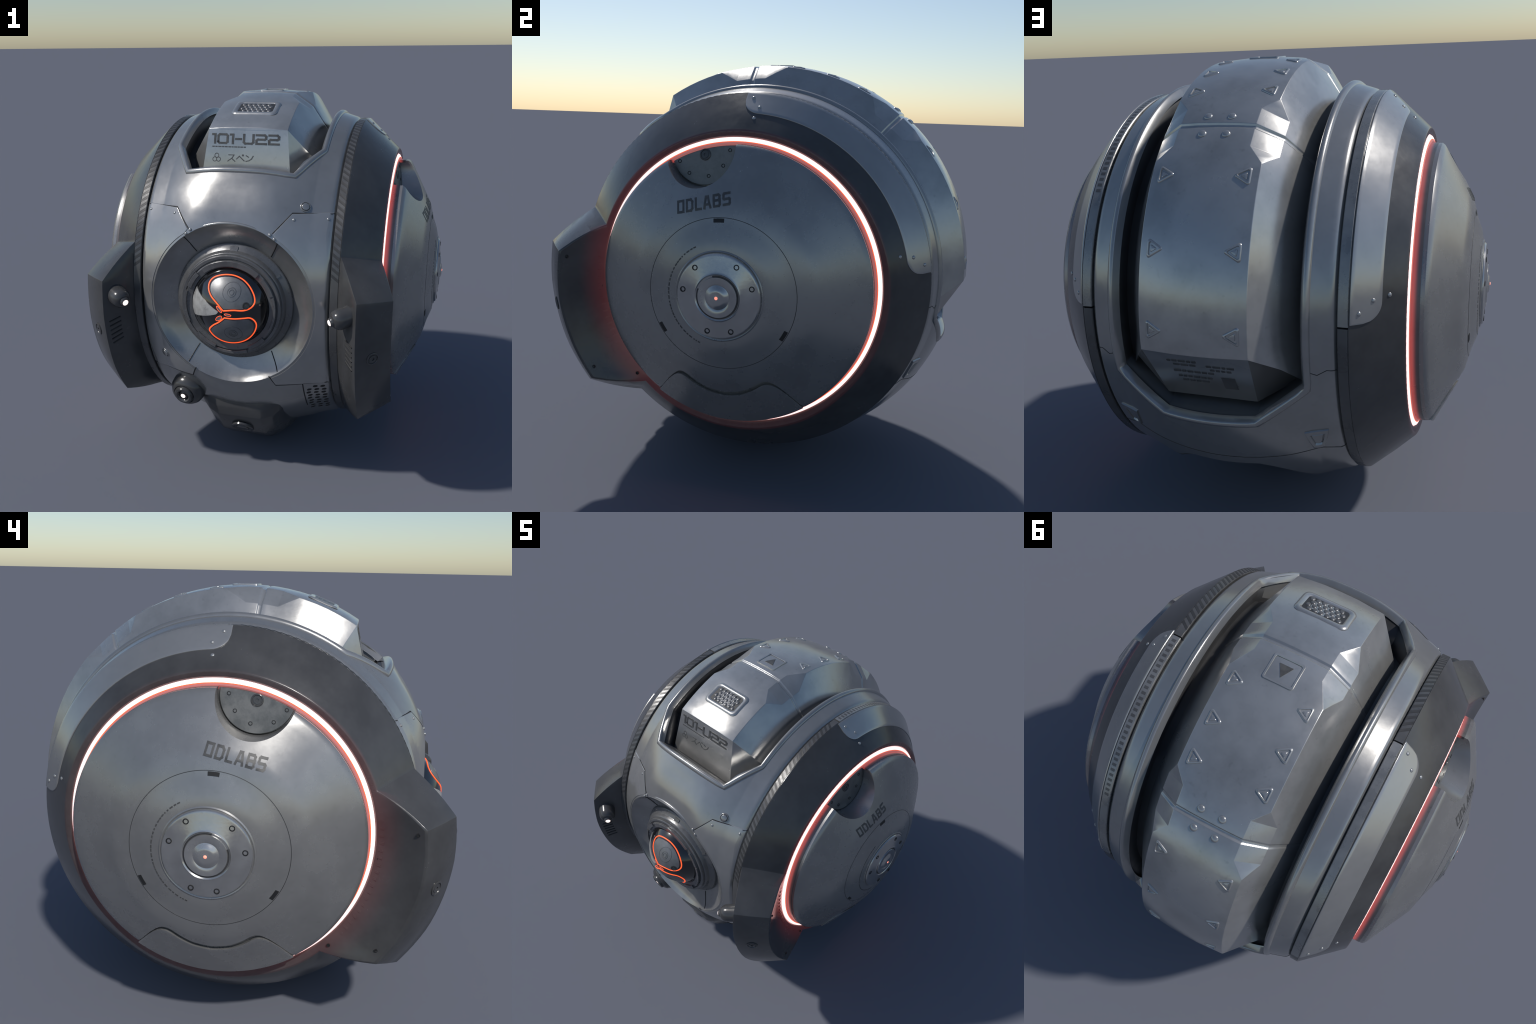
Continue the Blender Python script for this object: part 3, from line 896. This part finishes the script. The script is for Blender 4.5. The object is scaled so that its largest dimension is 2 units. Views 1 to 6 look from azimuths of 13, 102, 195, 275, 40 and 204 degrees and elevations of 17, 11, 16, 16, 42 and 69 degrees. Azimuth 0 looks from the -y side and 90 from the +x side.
me_ = mirrored(me_)
me_.transform(Matrix.Translation((0, CY, CZ)) @ Matrix.Scale(-1, 4, (0, 1, 0)) @ Matrix.Translation((0, -CY, -CZ))); me_.flip_normals()
link("fine_print", me_, "mark", discs[1], 20)
# lettering on both discs, readable on each side
for s, par in ((1, discs[0]), (-1, discs[1])):
    keys = list("ODLABS")
    gap, weight = .40, .22
    _, W = strokes(keys, gap, weight, lambda u, v, h: Vector((u, v, h)))
    ang = radians(13.0) * s
    ex = Vector((0, s * cos(radians(13)), sin(radians(13))))      # reading direction
    ey = Vector((0, -sin(radians(13)), cos(radians(13))))
    o0 = Vector((0, CY - .0915, CZ + .3505)) + ey * .0
    def put(u, v, h, s=s, ex=ex, ey=ey):
        exx = Vector((0, cos(radians(13)), sin(radians(13)))) * s
        p = o0 + exx * ((u / W - .5) * .232) + ey * (v * .044 + .002)
        r = hypot(p.y - CY, p.z - CZ)
        return Vector((s * (cone_x(r) + h), p.y, p.z))
    me, _ = strokes(keys, gap, weight, put, .001)
    link("disc_lettering", me, "mark", par, 10)

# ------------------------------------------------------------------ eye
dish_in = DISH
dish = revolve_y(dish_in[1:] + [(.412, -.838), (.412, -.82), (.39, -.79), (.34, -.745), (.29, -.735)], 160)
sock = link("eye_socket", dish, "socket", angle=35)
# rolled rim of the socket
rimp = [(r, Y) for r, Y in [(.402, -.820), (.404, -.827), (.409, -.831), (.416, -.8305), (.4195, -.827), (.419, -.81)]]
link("socket_rim", revolve_y(rimp, 160), "body", sock, 50)
ds_ = []
for a in (52, 128, 232, 308):
    P = [eye_pol(r, Y - .0008, a + (r - .3) * (25 if a in (52, 232) else -25)) for r, Y in DISH[2:]]
    ds_.append(tube(P, .0026, 6, up=lambda p: Vector((0, -1, 0))))
sm = link("socket_seam", joined(ds_), "gap", sock, 60); sm["kind"] = "stuff"
dot = smooth(lathe([(.0115, -.002), (.0115, .0012), (.001, .0012)], 18), 30)  # dark discs laid on the dish in place of openings
for x in (.274, -.274):
    placed("socket_dark_dot", dot, Vector((x, -.7805, CZ - .186)), Vector((-x * .6, -.8, .11)), "gap", sock)
ring1 = revolve_y([(.245, -.73), (.302, -.73), (.302, -.780), (.299, -.785), (.288, -.791), (.272, -.802), (.268, -.818), (.262, -.826), (.245, -.826)], 128)
er = link("eye_ring", bevel(ring1, .002, 2, 30), "eyering", sock, 30)
ring2 = revolve_y([(.19, -.74), (.258, -.80), (.257, -.838), (.253, -.8425), (.240, -.8425), (.237, -.838), (.234, -.838), (.232, -.8475), (.228, -.850), (.199, -.846), (.196, -.842), (.194, -.80)], 128)
er2 = link("lens_bezel", ring2, "eyering", er, 30)
# raised clamp segments on the bezel, and the notch block on top
for a0, a1, rr0, rr1, y in [(-28, 16, .219, .233, -.857), (18, 42, .210, .231, -.855), (50, 128, .203, .232, -.854), (136, 158, .213, .236, -.857), (164, 204, .226, .238, -.857), (222, 250, .222, .240, -.855), (252, 290, .236, .252, -.850), (294, 318, .218, .240, -.857)]:
    seg = revolve_y([(rr0, -.835), (rr0, y + .002), (rr0 + .002, y), (rr1 - .002, y), (rr1, y + .002), (rr1, -.835)], 16, a0, a1)
    link("bezel_clamp", seg, "eyering", er2, 30)
for a0, a1 in [(84, 92), (196, 199), (33, 35)]:
    link("ring_notch", revolve_y([(.266, -.79), (.270, -.806), (.290, -.794), (.290, -.78)], 6, a0, a1), "eyering", er, 30)
# the lens dome
LC, LR = Vector((0, -.745, CZ)), .22
def lens_pt(x, z, h=0.0):
    rr = hypot(x, z)
    R = LR + h
    if rr > R * .995: x, z = x * R * .995 / rr, z * R * .995 / rr
    return Vector((x, LC.y - sqrt(R * R - x * x - z * z), CZ + z))
lp = [(LR * sin(a), LC.y - LR * cos(a)) for a in [radians(1 + 72 * i / 28) for i in range(29)]]
lens = link("lens", revolve_y(lp + [(.05, -.70), (.002, -.70)], 96), "lens", er2, 60)
UP = [(.004, .019), (-.029, .052), (-.064, .081), (-.082, .107), (-.084, .134), (-.066, .156), (-.033, .169), (.005, .174), (.043, .170), (.081, .154), (.112, .127), (.134, .093), (.143, .063), (.139, .042), (.122, .027), (.094, .021), (.052, .024)]
LOW = [(.010, -.016), (.055, -.019), (.098, -.018), (.126, -.020), (.144, -.042), (.147, -.072), (.131, -.113), (.099, -.151), (.055, -.178), (.007, -.188), (-.030, -.180), (-.059, -.157), (-.078, -.125), (-.082, -.099), (-.055, -.067), (-.021, -.043)]
WED = [(-.165, .093), (-.090, .050), (-.021, .012), (-.027, .003), (-.033, -.002), (-.080, -.018), (-.128, -.032), (-.178, -.048), (-.190, -.015), (-.186, .040)]
def smooth_loop(P, k=6, sharp=(0,)):
    out = []; n_ = len(P)
    for i in range(n_):
        p0, p1, p2, p3 = (Vector(P[(i + j) % n_]) for j in (-1, 0, 1, 2))
        if i in sharp: p0 = p1 + (p1 - p2) * .3
        if (i + 1) % n_ in sharp: p3 = p2 + (p2 - p1) * .3
        for j in range(k):
            t = j / k
            out.append(.5 * ((2 * p1) + (p2 - p0) * t + (2 * p0 - 5 * p1 + 4 * p2 - p3) * t * t + (3 * p1 - p0 - 3 * p2 + p3) * t ** 3))
    return out
def lens_patch(P, h, shrink=1.0, rim=.0):
    c = Vector((sum(p.x for p in P) / len(P), sum(p.y for p in P) / len(P)))
    rows = []
    for f, hh in [(shrink, -.002), (shrink, h), (shrink * .8, h), (shrink * .55, h), (shrink * .3, h), (shrink * .04, h)]:
        rows.append([lens_pt(*(c + (p - c) * f), hh) for p in P])
    return mesh(*loft(rows)), c
lens_up = lambda p: p - LC
for P, nm in ((UP, "upper"), (LOW, "lower")):
    L_ = smooth_loop(P)
    me, c = lens_patch(L_, .0012, .90)
    pl = link("iris_plate", me, "iris", lens, 40)
    V, F = tube([lens_pt(p.x, p.y, .0008) for p in L_], .0034, 8, True, .7, up=lens_up)
    link("iris_glow", mesh(V, F), "orange", lens, 60)
    cc = (.038, .106) if P is UP else (.042, -.105)
    for rr, r2, h in [(.043, .041, .0018), (.021, .0185, .0022), (.012, .0095, .0025)]:
        circ = [(cc[0] + rr * cos(2 * pi * k / 32), cc[1] + rr * sin(2 * pi * k / 32)) for k in range(32)]
        cin = [(cc[0] + r2 * cos(2 * pi * k / 32), cc[1] + r2 * sin(2 * pi * k / 32)) for k in range(32)]
        link("iris_ring", mesh(*loft([[lens_pt(*p, .0) for p in circ], [lens_pt(*p, h) for p in circ], [lens_pt(*p, h) for p in cin], [lens_pt(*p, 0) for p in cin]], True, True)), "eyering" if rr > .03 else "plate", pl, 40)
    if P is UP:
        placed("iris_port", port, lens_pt(.108, .043, .002), lens_pt(.108, .043) - LC, "dark", pl, .55)
W_ = smooth_loop(WED, 5, (0, 2, 4, 7))
me, c = lens_patch(W_, .003, 1.0)
link("iris_wedge", me, "wedge", lens, 40)
for a, b, w in [((-.030, .038), (-.004, .010), .006), ((.010, .002), (.042, -.003), .0055), ((-.004, -.010), (-.035, -.034), .009)]:
    A_, B_ = Vector(a), Vector(b); mdl = (A_ + B_) / 2; ax = (B_ - A_) / 2; pr = Vector((-ax.y, ax.x)).normalized() * w
    L_ = [mdl + ax * cos(2 * pi * k / 24) + pr * sin(2 * pi * k / 24) for k in range(24)]
    link("iris_petal", lens_patch(L_, .0012, .9)[0], "iris", lens, 40)
    V, F = tube([lens_pt(p.x, p.y, .0006) for p in L_], .0013, 6, True, .7, up=lens_up)
    link("petal_glow", mesh(V, F), "orange", lens, 60)

# ------------------------------------------------------------------ chin lamp and belly pod
chin = smooth(lathe([(.094, -.06), (.094, -.015), (.090, .012), (.076, .034), (.062, .044), (.058, .045), (.056, .040), (.053, .040), (.052, .052), (.047, .060), (.036, .062), (.031, .058), (.027, .050), (.026, .044)], 48), 35)
ca = Vector((-.10, -.965, -.25)).normalized()
cl = placed("chin_lamp", chin, Vector((-.282, -.748, .462)), ca, "dark")
placed("lamp_glass", smooth(lathe([(.028, .040), (.027, .050), (.020, .055), (.012, .0565), (.001, .057)], 32), 60), (0, 0, 0), (0, 0, 1), "lens", cl)
placed("lamp_bulb", smooth(lathe([(.0125, .050), (.0125, .0585), (.009, .060), (.001, .0605)], 20), 60), (0, 0, 0), (0, 0, 1), "lamp", cl)

POD = [(217.5, .925, .925), (219.5, .970, .955), (222.0, 1.000, .975), (231.0, 1.036, .998), (240, 1.038, 1.002), (250, 1.032, .996), (256.5, 1.018, .986), (263, 1.000, .974), (270, .990, .966), (277, .986, .962), (281, .93, .92), (283, .85, .85)]
rings = []
for d, rt, rm_ in POD:
    h = .80
    pr = [(.118, rt), (.172, rm_), (.212, lerp(rm_, .90, .5)), (.242, .895), (.25, .84)]
    rings.append([pol(-X, r, d) for X, r in reversed(pr)] + [pol(X, r, d) for X, r in pr])
pod = bevel(mesh(*loft(rings)), .006, 2, 16)
pd = link("belly_pod", pod, "dark", angle=28)
placed("pod_cap", smooth(lathe([(.062, -.01), (.062, .001), (.056, .004), (.050, .004), (.047, .001), (.034, .001), (.033, .004), (.022, .006), (.001, .006)], 40), 35), pol(0, 1.0275, 228.3), pol(0, 1, 224) - pol(0, 0, 224), "dark", pd)
